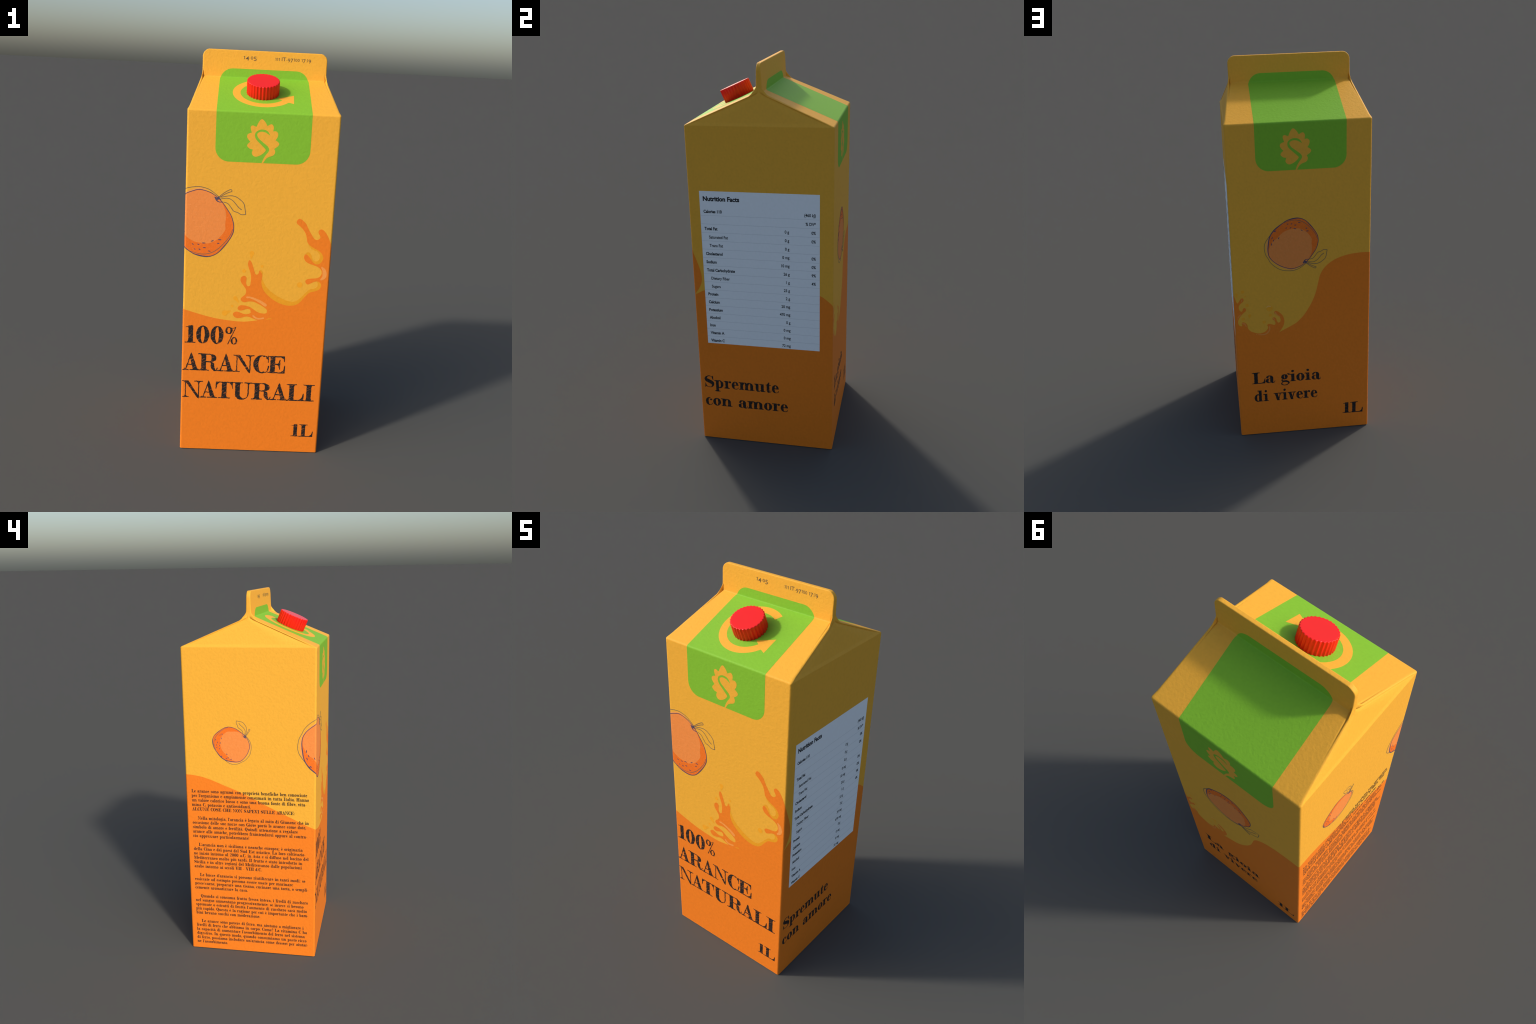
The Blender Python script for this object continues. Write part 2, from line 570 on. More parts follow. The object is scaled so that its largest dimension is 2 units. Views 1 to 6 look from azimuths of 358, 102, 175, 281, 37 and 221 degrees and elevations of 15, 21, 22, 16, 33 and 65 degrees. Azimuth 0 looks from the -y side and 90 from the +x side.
back_splash = [(-348, 834), (-342, 815), (-336, 805), (-330, 810), (-320, 826), (-309, 832), (-303, 823), (-307, 812),
    (-321, 800), (-330, 785), (-328, 767), (-318, 756), (-311, 763), (-309, 772), (-300, 776), (-293, 767), (-297, 756),
    (-308, 747), (-322, 732), (-333, 715), (-338, 695), (-333, 678), (-322, 673), (-317, 675), (-319, 687), (-313, 695),
    (-300, 690), (-291, 676), (-288, 658), (-276, 641), (-255, 630), (-234, 624), (-212, 626), (-196, 634), (-184, 649),
    (-184, 661), (-187, 669), (-178, 675), (-162, 671), (-149, 667), (-143, 677), (-148, 691), (-157, 698), (-157, 708),
    (-149, 711), (-140, 704), (-135, 687), (-127, 678), (-118, 684), (-116, 697), (-123, 716), (-139, 727), (-148, 735),
    (-146, 744), (-136, 747), (-120, 736), (-104, 717), (-97, 693), (-98, 672), (-107, 649), (-126, 621)]
back_swell = [(-126, 621), (-102, 634), (-66, 652), (-33, 671), (-6, 697), (13, 720), (45, 773), (69, 830), (83, 886), (97, 939),
    (127, 982), (173, 1014), (232, 1034), (298, 1042), (354, 1041)]
left_slope = [(-310, 1038), (-259, 1029), (-203, 1011), (-131, 982), (-64, 956), (19, 917), (91, 880), (157, 849), (229, 815),
    (295, 783), (354, 760)]

edge = [spline(mmp(front_low)),
        spline(mmp(front_splash_a) + mmp(front_splash_b) + mmp(right_curl, 1)),
        spline(mmp(right_low, 1) + mmp(back_splash, 2)),
        spline(mmp(back_swell, 2) + mmp(left_slope, 3))]
outline = np.vstack([e[:-1] for e in edge] + [edge[-1][-1:]])
Z0 = 0.0010
wave_loop = np.vstack([[(-HALF, Z0), (3.5 * SIDE, Z0)], outline[::-1]])
V, T = triangulate([[wave_loop]], wall_cuts(-HALF + 1e-4, 3.5 * SIDE - 1e-4, Z0, 1.3))
WAVE = layer('juice_wave', V, T, wrap, 0.0003, ORANGE, parent=carton)

# amber shadow hugging the splash's inner curves (slides under the orange)
band_a = [(12, 970), (18, 974), (28, 964), (28, 949), (27, 933), (34, 916), (47, 893), (68, 871), (94, 852), (125, 835), (156, 823),
    (181, 819), (201, 825), (222, 843), (243, 868), (262, 886), (282, 890), (296, 900), (300, 913), (294, 928)]
under_a = [(322, 925), (326, 880), (262, 845), (204, 788), (120, 792), (60, 822), (22, 880), (12, 940)]
band_b = [(236, 1121), (243, 1108), (253, 1094), (269, 1084), (284, 1079), (297, 1065), (300, 1047), (292, 1032), (280, 1029),
    (267, 1036), (260, 1056), (250, 1070), (238, 1072), (230, 1062)]
under_b = [(229, 1052), (244, 1030), (275, 1006), (304, 1008), (326, 1050), (302, 1090), (252, 1118)]
for a, b in ((band_a, under_a), (band_b, under_b)):
    lp = ccw(np.vstack([spline(mmp(a)), mmp(b)]))
    V, T = triangulate([[lp]])
    layer('splash_shade', V, T, panel(0), 0.0002, BAND, WAVE)


def tear(x, z, r, tip=None):
    if tip is None:
        return [disc(x / 1000, z / 1000, r / 1000)]
    return [disc(x / 1000, z / 1000, r / 1000), stroke(mmp([(x, z), tip]), [r * 0.92 / 1000, 0.003], smooth=False)]


front_drops = [(-28, 1056, 11.5, (-31, 1031)), (-62, 966, 9.5), (24, 993, 7), (-99, 826, 10.5, (-83, 806)), (-113, 785, 6.5),
    (-148, 747, 14.5, (-121, 758)), (212, 907, 14)]
back_drops = [(-306, 867, 9, (-313, 862)), (-341, 853, 9, (-337, 840)), (-295, 841, 4.5), (-287, 790, 9.5), (-276, 731, 8, (-278, 718)),
    (-310, 713, 9), (-171, 764, 17), (-168, 725, 8.5), (-202, 687, 9)]
for k, drops in ((0, front_drops), (2, back_drops)):
    for d in drops:
        V, T = triangulate(tear(*d))
        layer('juice_drop', V, T, panel(k), 0.0003, DROP, WAVE)

glints = [(0, [(-42, 833), (-25, 832), (1, 823), (26, 811), (49, 796)], [4.5, 4.5, 5.5, 7, 7.5]),
          (0, [(-8, 738), (5, 728), (21, 724), (43, 728)], [4, 4.2, 4.2, 4.2]),
          (0, [(314, 999), (324, 987), (329, 969), (327, 951), (315, 939)], [4, 8, 10.5, 9, 5]),
          (2, [(-312, 823), (-314, 812)], [3, 2]),
          (2, [(-321, 740), (-332, 730), (-338, 721)], [2, 2.4, 2]),
          (2, [(-341, 712), (-341, 711)], [2.2, 2.2]),
          (2, [(-315, 688), (-303, 684), (-297, 668)], [3, 3.2, 1.8]),
          (2, [(-176, 659), (-175, 643), (-185, 625), (-202, 616), (-218, 615), (-234, 617)], [3.2, 3, 3.4, 3.4, 3, 1.8]),
          (2, [(-245, 619), (-244, 619)], [2.2, 2.2]),
          (2, [(-143, 738), (-134, 725), (-118, 712)], [4, 2.6, 1.6]),
          (2, [(-153, 705), (-147, 695)], [3.2, 2]),
          (2, [(-186, 771), (-177, 777), (-166, 775)], [2, 2.6, 2.4])]
for k, pts, r in glints:
    mat = GLINT if k == 0 else (GLINT_DROP if pts[0][1] == 771 else GLINT_LOW)
    V, T = triangulate([stroke(mmp(pts), np.array(r) / 1000)])
    layer('splash_glint', V, T, panel(k), 0.0005, mat, WAVE)
V, T = triangulate([stroke(mmp([(59, 721), (71, 726), (82, 728)]), [0.001, 0.0024, 0.001])])
layer('splash_glint', V, T, panel(0), 0.0005, BAND, WAVE)

# --------------------------------------------------------- printed whole oranges
O_INK = [(68, -101), (81, -88), (100, -62), (116, -38), (125, -14), (129, 10), (126, 35), (112, 63), (92, 91), (69, 117), (46, 130),
    (24, 134), (-2, 131), (-27, 124), (-48, 111), (-72, 94), (-92, 77), (-108, 56), (-118, 33), (-123, 3), (-126, -27), (-123, -55),
    (-111, -78), (-91, -98), (-65, -116), (-40, -127), (-14, -135), (7, -133), (33, -125), (55, -112)]
O_LIGHT = [(95, -1), (96, 21), (83, 43), (63, 64), (33, 79), (7, 79), (-21, 75), (-44, 65), (-65, 48), (-79, 33), (-100, 18),
    (-113, -3), (-122, -27), (-120, -55), (-109, -78), (-90, -97), (-65, -114), (-40, -125), (-14, -132), (7, -131), (33, -123),
    (55, -110), (71, -95), (87, -72), (97, -40)]
O_FRINGE = [(-108, 56), (-125, 28), (-134, 1), (-134, -29), (-128, -58), (-110, -84), (-88, -106), (-57, -126), (-31, -137), (-3, -141),
    (20, -131), (-13, -110), (-80, -73), (-95, -4)]
O_OUTER = [(-108, 56), (-124, 36), (-139, 12), (-144, -12), (-141, -40), (-136, -56), (-126, -74), (-116, -94), (-99, -113), (-79, -129),
    (-61, -138), (-35, -144), (-9, -146), (20, -140), (41, -129), (65, -110)]
O_INNER = [(-43, 114), (-7, 123), (18, 124), (44, 117), (69, 101), (94, 75), (114, 47), (125, 19)]
O_LEAF_UP = [(86, -89), (102, -84), (115, -69), (126, -55), (142, -50), (157, -42), (174, -44)]
O_LEAF_LOW = [(174, -44), (171, -61), (165, -86), (149, -102), (130, -113), (107, -115), (76, -108)]
O_RIB = [(156, -62), (144, -71), (133, -84), (120, -97), (102, -105), (76, -102)]
O_STEM = [(68, -110), (83, -123), (99, -134), (112, -140), (116, -133), (104, -128), (88, -120), (70, -107)]
O_CALYX = [(51, -107), (58, -95), (68, -89), (81, -89)]
O_DASH = [(-23, 105, 25), (-4, 105, 15), (15, 98, 0), (35, 111, 5), (70, 78, -10), (75, 63, 0), (-31, 85, 25), (-9, 85, 20),
    (12, 79, 0), (46, 69, -20), (-103, 36, 65), (-96, 23, 70), (-70, 34, 60), (-106, 3, 95)]


def orange_drawing(k, cx, cz, scale, turn, flip):
    c, s = math.cos(math.radians(turn)), math.sin(math.radians(turn))

    def tf(pts):
        p = np.array(pts, float) / 1000 * scale
        if flip:
            p = p * [1, -1]
        return p @ np.array([[c, s], [-s, c]]) + [cx, cz]

    def cut():
        a = cx + k * SIDE
        out = wall_cuts(a - 0.3, a + 0.3, cz - 0.3, cz + 0.3)
        return [((p[0] - k * SIDE, p[1]), (q[0] - k * SIDE, q[1])) for p, q in out]

    def lay(name, shapes, h, mat, parent):
        V, T = triangulate(shapes, cut())
        return layer(name, V, T, panel(k), h, mat, parent, depth=0.0012)

    def pen(pts, r, closed=False):
        return stroke(tf(pts), np.array(r) / 1000 * scale ** 0.6, closed)
    peel = lay('orange_drawing', [[ccw(spline(tf(O_INK), True))]], 0.0003, PEEL, carton)
    lay('pale_fringe', [[ccw(spline(tf(O_FRINGE), True))]], 0.0002, FRINGE, peel)
    light = spline(tf(O_LIGHT), True)
    lay('peel_highlight', [[ccw(light)]], 0.0004, PEEL_LIGHT, peel)
    main = pen(O_INK, [1.2, 1.4, 1.6, 1.4, 1.6, 1.5, 1.7, 1.5, 2.2, 1.4, 1.6, 2.4, 2.8, 1.8, 1.6, 2.6, 2.8, 2.2, 2.2, 2.6, 2.0, 1.5,
                       1.6, 1.4, 1.7, 1.4, 1.6, 1.4, 1.5, 1.3], True)
    dark = [main]
    for x, z, a in O_DASH:
        L = 4.2 + 1.6 * math.sin(x * 1.7)
        dx, dz = L * math.cos(math.radians(a)), L * math.sin(math.radians(a))
        dark.append(pen([(x - dx, z - dz), (x, z), (x + dx, z + dz)], [1.2, 2.2, 1.3]))
    dark.append(pen(O_CALYX, [2.0, 2.6, 1.6, 1.4]))
    dark.append(pen([(51, -107), (60, -103), (66, -108)], [2.4, 3.4, 3.0]))
    dark.append(pen([(58, -97), (68, -102), (74, -97)], [1.8, 3.2, 1.8]))
    dark.append(pen([(-94, 76), (-88, 70), (-84, 74)], [1.6, 2.6, 1.6]))
    thin = [pen(O_OUTER, [1.3]), pen(O_INNER, [1.0, 1.3, 1.2, 1.0]), pen(O_LEAF_UP, [1.4]), pen(O_LEAF_LOW, [1.4]),
            pen(O_RIB, [1.7, 1.4, 1.3]), pen(O_STEM, [1.3])]
    lay('ink_outline', dark, 0.0006, LINE, peel)
    lay('thin_outline', thin, 0.0005, LINE_THIN, peel)


orange_drawing(0, -0.2765, 1.1925, 1.207, 0, True)
orange_drawing(2, -0.0418, 1.1129, 1.0, 0, False)
orange_drawing(3, -0.0966, 1.2127, 0.743, 90.4, False)

# ---------------------------------------------------------------- green badges
def rounded(x0, x1, t0, t1, r):
    lp = []
    for cx, cy, a in ((x1 - r, t0 + r, -90), (x1 - r, t1 - r, 0), (x0 + r, t1 - r, 90), (x0 + r, t0 + r, 180)):
        lp += [(cx + r * math.cos(math.radians(a + b)), cy + r * math.sin(math.radians(a + b))) for b in np.linspace(0, 90, 13)]
    return np.array(lp)


BADGE_T1 = float(np.interp(1.911, PT[:, 1], PT_T))
LOGO = [[(-35, 1657), (-24, 1681), (-11, 1693), (4, 1682), (16, 1663)],
        [(16, 1663), (25, 1669), (35, 1672), (43, 1665), (45, 1655), (43, 1640)],
        [(43, 1640), (56, 1641), (65, 1634), (67, 1623), (63, 1611), (56, 1600)],
        [(56, 1600), (67, 1593), (74, 1584), (69, 1573), (52, 1560)],
        [(52, 1560), (57, 1549), (55, 1537), (46, 1528), (28, 1521), (15, 1511), (3, 1490)],
        [(-4, 1490), (5, 1514), (16, 1532), (26, 1545), (29, 1556), (23, 1568), (9, 1580), (-8, 1593), (-22, 1605), (-30, 1620),
         (-27, 1629), (-17, 1635), (-4, 1636), (9, 1633), (21, 1626), (31, 1620)],
        [(31, 1620), (22, 1635), (12, 1643), (-2, 1646), (-16, 1645), (-29, 1639), (-38, 1630), (-40, 1616), (-35, 1602), (-22, 1588),
         (-7, 1574), (7, 1561), (13, 1553), (9, 1545), (-2, 1534), (-16, 1525), (-32, 1520), (-45, 1525), (-51, 1537), (-47, 1553)],
        [(-47, 1553), (-61, 1556), (-71, 1564), (-74, 1571), (-69, 1580), (-60, 1588)],
        [(-60, 1588), (-70, 1599), (-76, 1610), (-74, 1621), (-65, 1627), (-55, 1630)],
        [(-55, 1630), (-61, 1649), (-60, 1659), (-52, 1663), (-43, 1660), (-35, 1657)]]
logo_loop = ccw(np.vstack([spline(mmp(seg), step=6)[:-1] for seg in LOGO] + [mmp([(-35, 1657)])])[:-1])
for back in (False, True):
    x0, x1 = (-0.2205, 0.2205)
    sh = 0.0095 if back else 0.0
    x0, x1 = x0 + sh, x1 + sh
    cuts = [((x0 - 0.01, t), (x1 + 0.01, t)) for t in PT_T if 1.49 < t < BADGE_T1]
    V, T = triangulate([[rounded(x0, x1, 1.492, BADGE_T1, 0.064)]], cuts)
    badge = layer('green_badge', V, T, profile(back), 0.0003, GREEN, carton)
    lp = logo_loop + [-0.0155 if back else 0, 0]
    V, T = triangulate([[lp]])
    layer('leaf_emblem', V, T, panel(2 if back else 0), 0.0005, YELLOW, badge)
    if not back:
        c = np.array([-0.005, EAVE + 0.1985])
        ro, ri = 0.1475, 0.1105
        a = np.radians(np.linspace(55, 323, 60))
        ringlp = np.vstack([c + ro * np.stack([np.cos(a), np.sin(a)], 1), (c + ri * np.stack([np.cos(a), np.sin(a)], 1))[::-1]])
        head = np.array([(0.141, EAVE + 0.187), (0.062, EAVE + 0.148), (0.084, EAVE + 0.132), (0.089, EAVE + 0.113), (0.117, EAVE + 0.109), (0.138, EAVE + 0.098)])
        V, T = triangulate([[ccw(ringlp)], [ccw(head)]], [((-0.2, t), (0.2, t)) for t in PT_T if EAVE < t < BADGE_T1])
        layer('turn_arrow', V, T, profile(False), 0.0005, YELLOW, badge)

# --------------------------------------------------------------------- the cap
n_cap = np.array([0, -SLOPE[1], SLOPE[0]])
e_x = np.array([1.0, 0, 0])
e_y = np.cross(n_cap, e_x)
base = np.array([-0.008, -HALF + 0.2 * SLOPE[0], EAVE + 0.2 * SLOPE[1]])
RIBS, R_CAP, H_CAP = 30, 0.0785, 0.0665
seg = RIBS * 8
cap_prof = [(0.0775, 0.0, 1), (R_CAP, 0.0015, 1), (R_CAP, H_CAP - 0.006, 1), (R_CAP, H_CAP - 0.0025, 1), (R_CAP - 0.0008, H_CAP - 0.0010, 0.95),
            (R_CAP - 0.0022, H_CAP - 0.0002, 0.8), (R_CAP - 0.005, H_CAP, 0.3), (R_CAP - 0.009, H_CAP, 0), (R_CAP * 0.5, H_CAP, 0)]
cv, cf = [], []
for r, h, k in cap_prof:
    for i in range(seg):
        a = 2 * math.pi * i / seg
        ph = (i % 8) / 8
        flute = 0.5 - 0.5 * math.cos(2 * math.pi * ph)
        rr = r - k * 0.0042 * (1 - flute)
        cv.append(base + e_x * rr * math.cos(a) + e_y * rr * math.sin(a) + n_cap * h)
for j in range(len(cap_prof) - 1):
    for i in range(seg):
        k = (i + 1) % seg
        cf.append((j * seg + i, j * seg + k, (j + 1) * seg + k, (j + 1) * seg + i))
top0 = (len(cap_prof) - 1) * seg
cv.append(base + n_cap * H_CAP)
for i in range(seg):
    cf.append((top0 + i, top0 + (i + 1) % seg, len(cv) - 1))
cf.append(tuple(range(seg))[::-1])
cap = add('screw_cap', cv, cf, CAP, carton, sharp=38)

# ------------------------------------------------------------------- lettering
#  A high-contrast slab-serif face built from stems, serifs, bowls and hairlines.
#  Units: cap height = 1.
HR, SF = 0.060, 0.052


def rect(x0, y0, x1, y1):
    return [np.array([(x0, y0), (x1, y0), (x1, y1), (x0, y1)], float)]


def poly(*p):
    return [ccw(np.array(p, float))]


def foot(x, w, y, l, r, up=1):
    """Serif slab with bracketed joints, extending l and r beyond the stem."""
    out = [rect(x - w / 2 - l, min(y, y + SF * up), x + w / 2 + r, max(y, y + SF * up))]
    for sgn, e in ((-1, l), (1, r)):
        if e > 0.02:
            xe = x + sgn * w / 2
            q = [(xe + sgn * e * 0.75, y + up * SF * 0.8)]
            q += [(xe + sgn * e * 0.75 * (1 - t) ** 2, y + up * (SF * 0.8 + 0.11 * t * t)) for t in (0.3, 0.6, 1.0)]
            q += [(xe - sgn * 0.01, y + up * SF * 0.8)]
            out.append(poly(*q))
    return out


def stem(x, w, y0, y1, bl=0.12, br=0.12, tl=0.12, tr=0.12):
    out = [rect(x - w / 2, y0, x + w / 2, y1)]
    if bl or br:
        out += foot(x, w, y0, bl, br, 1)
    if tl or tr:
        out += foot(x, w, y1, tl, tr, -1)
    return out


def slant(x0, y0, x1, y1, w):
    return [poly((x0 - w / 2, y0), (x0 + w / 2, y0), (x1 + w / 2, y1), (x1 - w / 2, y1))]


def bow(cx, cy, rx, ry, a0, a1, st, hr=None, ends=None):
    """Elliptical stroke, thick at the sides and hairline at top and bottom."""
    hr = hr or HR
    full = abs(a1 - a0) >= 359
    n = 36 if full else max(8, int(abs(a1 - a0) / 10))
    a = np.radians(np.linspace(a0, a1, n, endpoint=not full))
    o = np.stack([cx + rx * np.cos(a), cy + ry * np.sin(a)], 1)
    inn = np.stack([cx + (rx - st) * np.cos(a), cy + (ry - hr) * np.sin(a)], 1)
    if full:
        return [[ccw(o), ccw(inn)[::-1]]]
    if ends:
        t = np.interp(np.linspace(0, 1, n), [0, 0.2, 0.8, 1], [ends[0], 1, 1, ends[1]])[:, None]
        inn = o + (inn - o) * t
    return [[ccw(np.vstack([o, inn[::-1]]))]]


def pen(pts, r):
    return [stroke(pts, np.array(r, float))]


def ball(x, y, r):
    return [disc(x, y, r)]


def glyphs(S, s):
    """S: capital stem, s: small-letter stem. Returns char -> (advance, shapes)."""
    X = 0.66
    G = {}
    G['A'] = (0.93, slant(0.19, 0, 0.50, 0.97, HR) + [poly((0.50, 1.05), (0.535, 1.0), (0.75 + S / 2, 0), (0.75 - S / 2, 0), (0.42, 0.82), (0.465, 0.97))] + [rect(0.27, 0.31, 0.66, 0.31 + HR)]
              + foot(0.19, HR, 0, 0.15, 0.16) + foot(0.75, S, 0, 0.20, 0.12))
    G['C'] = (0.88, bow(0.50, 0.5, 0.47, 0.53, 62, 298, S * 1.05) + pen([(0.72, 0.955), (0.80, 0.88), (0.86, 0.76)], [0.03, 0.07, 0.02])
              + [rect(0.83, 0.60, 0.865, 1.0)] + pen([(0.70, 0.02), (0.82, 0.14), (0.875, 0.40)], [0.02, 0.035, 0.03]))
    G['D'] = (1.02, stem(0.26, S, 0, 1, 0.12, 0.10, 0.12, 0.10) + bow(0.46, 0.5, 0.52, 0.5, -90, 90, S) + [rect(0.26, 0, 0.48, HR), rect(0.26, 1 - HR, 0.48, 1)])
    arm = [poly((0.60, 1), (0.93, 1), (0.93, 0.66), (0.90, 0.66), (0.84, 0.86), (0.70, 0.96)),
           poly((0.55, 0), (0.95, 0), (0.96, 0.46), (0.93, 0.46), (0.86, 0.16), (0.68, 0.045))]
    G['E'] = (1.0, stem(0.27, S, 0, 1, 0.15, 0.0, 0.15, 0.0) + [rect(0.2, 0, 0.9, HR), rect(0.2, 1 - HR, 0.9, 1), rect(0.3, 0.49, 0.66, 0.49 + HR),
              poly((0.48, 0.51), (0.60, 0.60), (0.64, 0.80), (0.68, 0.80), (0.68, 0.22), (0.64, 0.22), (0.60, 0.42))] + arm)
    G['F'] = (0.92, stem(0.27, S, 0, 1, 0.15, 0.15, 0.15, 0.0) + [rect(0.2, 1 - HR, 0.85, 1), rect(0.3, 0.49, 0.62, 0.49 + HR), arm[0]])
    G['G'] = (0.98, bow(0.50, 0.5, 0.47, 0.53, 62, 300, S * 1.05) + pen([(0.72, 0.955), (0.80, 0.88), (0.86, 0.76)], [0.03, 0.07, 0.02])
              + [rect(0.83, 0.62, 0.865, 1.0)] + stem(0.79, S, 0.02, 0.42, 0, 0, 0.13, 0.12))
    G['H'] = (1.13, stem(0.26, S, 0, 1) + stem(0.85, S, 0, 1) + [rect(0.26, 0.48, 0.85, 0.48 + HR)])
    G['I'] = (0.62, stem(0.31, S, 0, 1, 0.18, 0.18, 0.18, 0.18))
    G['L'] = (0.96, stem(0.29, S, 0, 1, 0.16, 0.0, 0.16, 0.16) + [rect(0.2, 0, 0.9, HR), poly((0.55, 0), (0.96, 0), (0.98, 0.45), (0.945, 0.45), (0.86, 0.17), (0.70, 0.05))])
    G['M'] = (1.34, stem(0.18, HR, 0, 1, 0.12, 0.12, 0.12, 0) + stem(1.10, S, 0, 1, 0.12, 0.12, 0, 0.12) + slant(0.26, 1, 0.62, 0, S) + slant(0.64, 0, 1.0, 1, HR))
    G['N'] = (1.15, stem(0.20, HR, 0, 0.94, 0.15, 0.15, 0, 0) + stem(0.93, HR, 0, 1, 0, 0, 0.22, 0.20) + [poly((0.12, 1), (0.36, 1), (0.95, 0.06), (0.95, -0.07), (0.86, -0.03), (0.20, 0.93))]
              + foot(0.25, 0.2, 1, 0.16, 0.0, -1) + [poly((0.78, 0.97), (0.93, 0.97), (0.95, 0.78), (0.90, 0.78), (0.87, 0.90))])
    G['O'] = (1.0, bow(0.5, 0.5, 0.47, 0.52, 0, 360, S * 1.05))
    G['P'] = (0.94, stem(0.27, S, 0, 1, 0.15, 0.15, 0.15, 0) + bow(0.52, 0.735, 0.40, 0.265, -90, 90, S) + [rect(0.27, 1 - HR, 0.54, 1), rect(0.27, 0.47, 0.54, 0.47 + HR)])
    G['Q'] = (1.0, G['O'][1] + pen([(0.45, 0.12), (0.58, -0.05), (0.72, -0.2), (0.92, -0.16)], [0.03, 0.07, 0.07, 0.02]))
    G['R'] = (1.02, stem(0.28, S, 0, 1, 0.17, 0.17, 0.17, 0) + bow(0.60, 0.75, 0.38, 0.25, -90, 90, S) + [rect(0.28, 1 - HR, 0.62, 1), rect(0.28, 0.50, 0.62, 0.50 + HR)]
              + pen([(0.66, 0.52), (0.76, 0.40), (0.79, 0.2), (0.90, 0.04)], [0.02, 0.10, 0.105, 0.05]) + pen([(0.86, 0.02), (0.98, 0.04), (1.03, 0.17)], [0.03, 0.025, 0.03]))
    G['S'] = (0.86, pen([(0.70, 0.86), (0.55, 0.98), (0.34, 0.98), (0.17, 0.85), (0.18, 0.66), (0.42, 0.53), (0.65, 0.40), (0.71, 0.22), (0.58, 0.05), (0.38, 0.01), (0.20, 0.10), (0.12, 0.24)],
                        [0.02, 0.025, 0.03, 0.075, S * 0.52, S * 0.58, S * 0.55, 0.09, 0.03, 0.025, 0.025, 0.02])
              + [poly((0.71, 1.02), (0.75, 1.02), (0.76, 0.64), (0.725, 0.64), (0.64, 0.86)), poly((0.06, -0.02), (0.10, -0.02), (0.19, 0.14), (0.11, 0.38), (0.075, 0.38))])
    G['T'] = (0.98, stem(0.49, S, 0, 1, 0.20, 0.20, 0, 0) + [rect(0.03, 1 - HR, 0.95, 1), poly((0.02, 1), (0.36, 1), (0.20, 0.93), (0.09, 0.80), (0.05, 0.58), (0.015, 0.58)),
              poly((0.96, 1), (0.62, 1), (0.78, 0.93), (0.89, 0.80), (0.93, 0.58), (0.965, 0.58))])
    G['U'] = (1.08, stem(0.27, S, 0.32, 1, 0, 0, 0.17, 0.15) + stem(0.86, HR, 0.34, 1, 0, 0, 0.2, 0.18)
              + pen([(0.27, 0.36), (0.29, 0.18), (0.40, 0.05), (0.58, 0.0), (0.75, 0.06), (0.84, 0.2), (0.86, 0.36)], [S / 2, S / 2, S * 0.36, 0.03, 0.022, 0.022, HR / 2]))
    G['V'] = (0.98, slant(0.24, 1, 0.52, -0.02, S) + slant(0.54, -0.02, 0.80, 1, HR) + foot(0.24, S, 1, 0.13, 0.12, -1) + foot(0.80, HR, 1, 0.15, 0.15, -1))
    # figures
    G['1'] = (0.62, stem(0.34, S, 0, 1, 0.19, 0.15, 0, 0) + [poly((0.07, 0.93), (0.07, 0.89), (0.30, 0.88), (0.40, 0.99), (0.43, 1.03), (0.36, 1.0), (0.24, 0.94))])
    G['0'] = (0.79, bow(0.39, 0.5, 0.36, 0.52, 0, 360, S * 0.96))
    G['2'] = (0.76, pen([(0.12, 0.72), (0.20, 0.92), (0.38, 0.98), (0.58, 0.86), (0.58, 0.62), (0.40, 0.38), (0.14, 0.08)], [0.05, 0.04, 0.03, 0.10, 0.11, 0.07, 0.03])
              + ball(0.16, 0.72, 0.1) + [poly((0.08, 0), (0.68, 0), (0.70, 0.26), (0.66, 0.26), (0.58, 0.13), (0.12, 0.13))])
    G['%'] = (0.74, bow(0.24, 0.79, 0.20, 0.21, 0, 360, 0.12, 0.05) + bow(0.54, 0.2, 0.19, 0.21, 0, 360, 0.10, 0.05)
              + slant(0.20, 0, 0.62, 1.0, 0.05) + pen([(0.36, 0.94), (0.48, 0.92), (0.60, 0.98)], [0.02, 0.016, 0.02]))
    # small letters
    def leg(x, y1=X, bl=0.10, br=0.10, tl=0.12):
        return stem(x, s, 0, y1, bl, br, tl, 0)

    def arch(x0, x1, bl=0.08, br=0.11):
        return bow((x0 + x1) / 2 + 0.02, 0.40, (x1 - x0) / 2 + s / 2 - 0.02, 0.27, 0, 170, s, HR) + stem(x1, s, 0, 0.44, bl, br, 0, 0)
    G['a'] = (0.74, bow(0.27, 0.19, 0.23, 0.20, 70, 300, s * 0.95, HR) + pen([(0.33, 0.38), (0.46, 0.36)], [0.02, 0.02]) + pen([(0.34, 0.0), (0.46, 0.08)], [0.02, 0.02])
              + [rect(0.50 - s / 2, 0.08, 0.50 + s / 2, 0.50)] + bow(0.34, 0.46, 0.16 + s / 2, 0.21, 0, 140, s, HR) + ball(0.17, 0.50, 0.085)
              + pen([(0.50, 0.14), (0.54, 0.04), (0.64, 0.01), (0.71, 0.07), (0.73, 0.16)], [s / 2, 0.07, 0.03, 0.022, 0.02]))
    G['b'] = (0.76, leg(0.22, 1.0, 0, 0, 0.13) + bow(0.40, 0.33, 0.31, 0.345, -130, 130, s, HR))
    G['c'] = (0.60, bow(0.32, 0.33, 0.28, 0.345, 62, 295, s * 1.02, HR) + ball(0.47, 0.50, 0.085) + pen([(0.44, 0.015), (0.53, 0.08), (0.57, 0.18)], [0.02, 0.025, 0.02]))
    G['d'] = (0.78, stem(0.53, s, 0, 1.0, 0, 0.12, 0.13, 0) + bow(0.34, 0.33, 0.30, 0.345, 50, 310, s, HR))
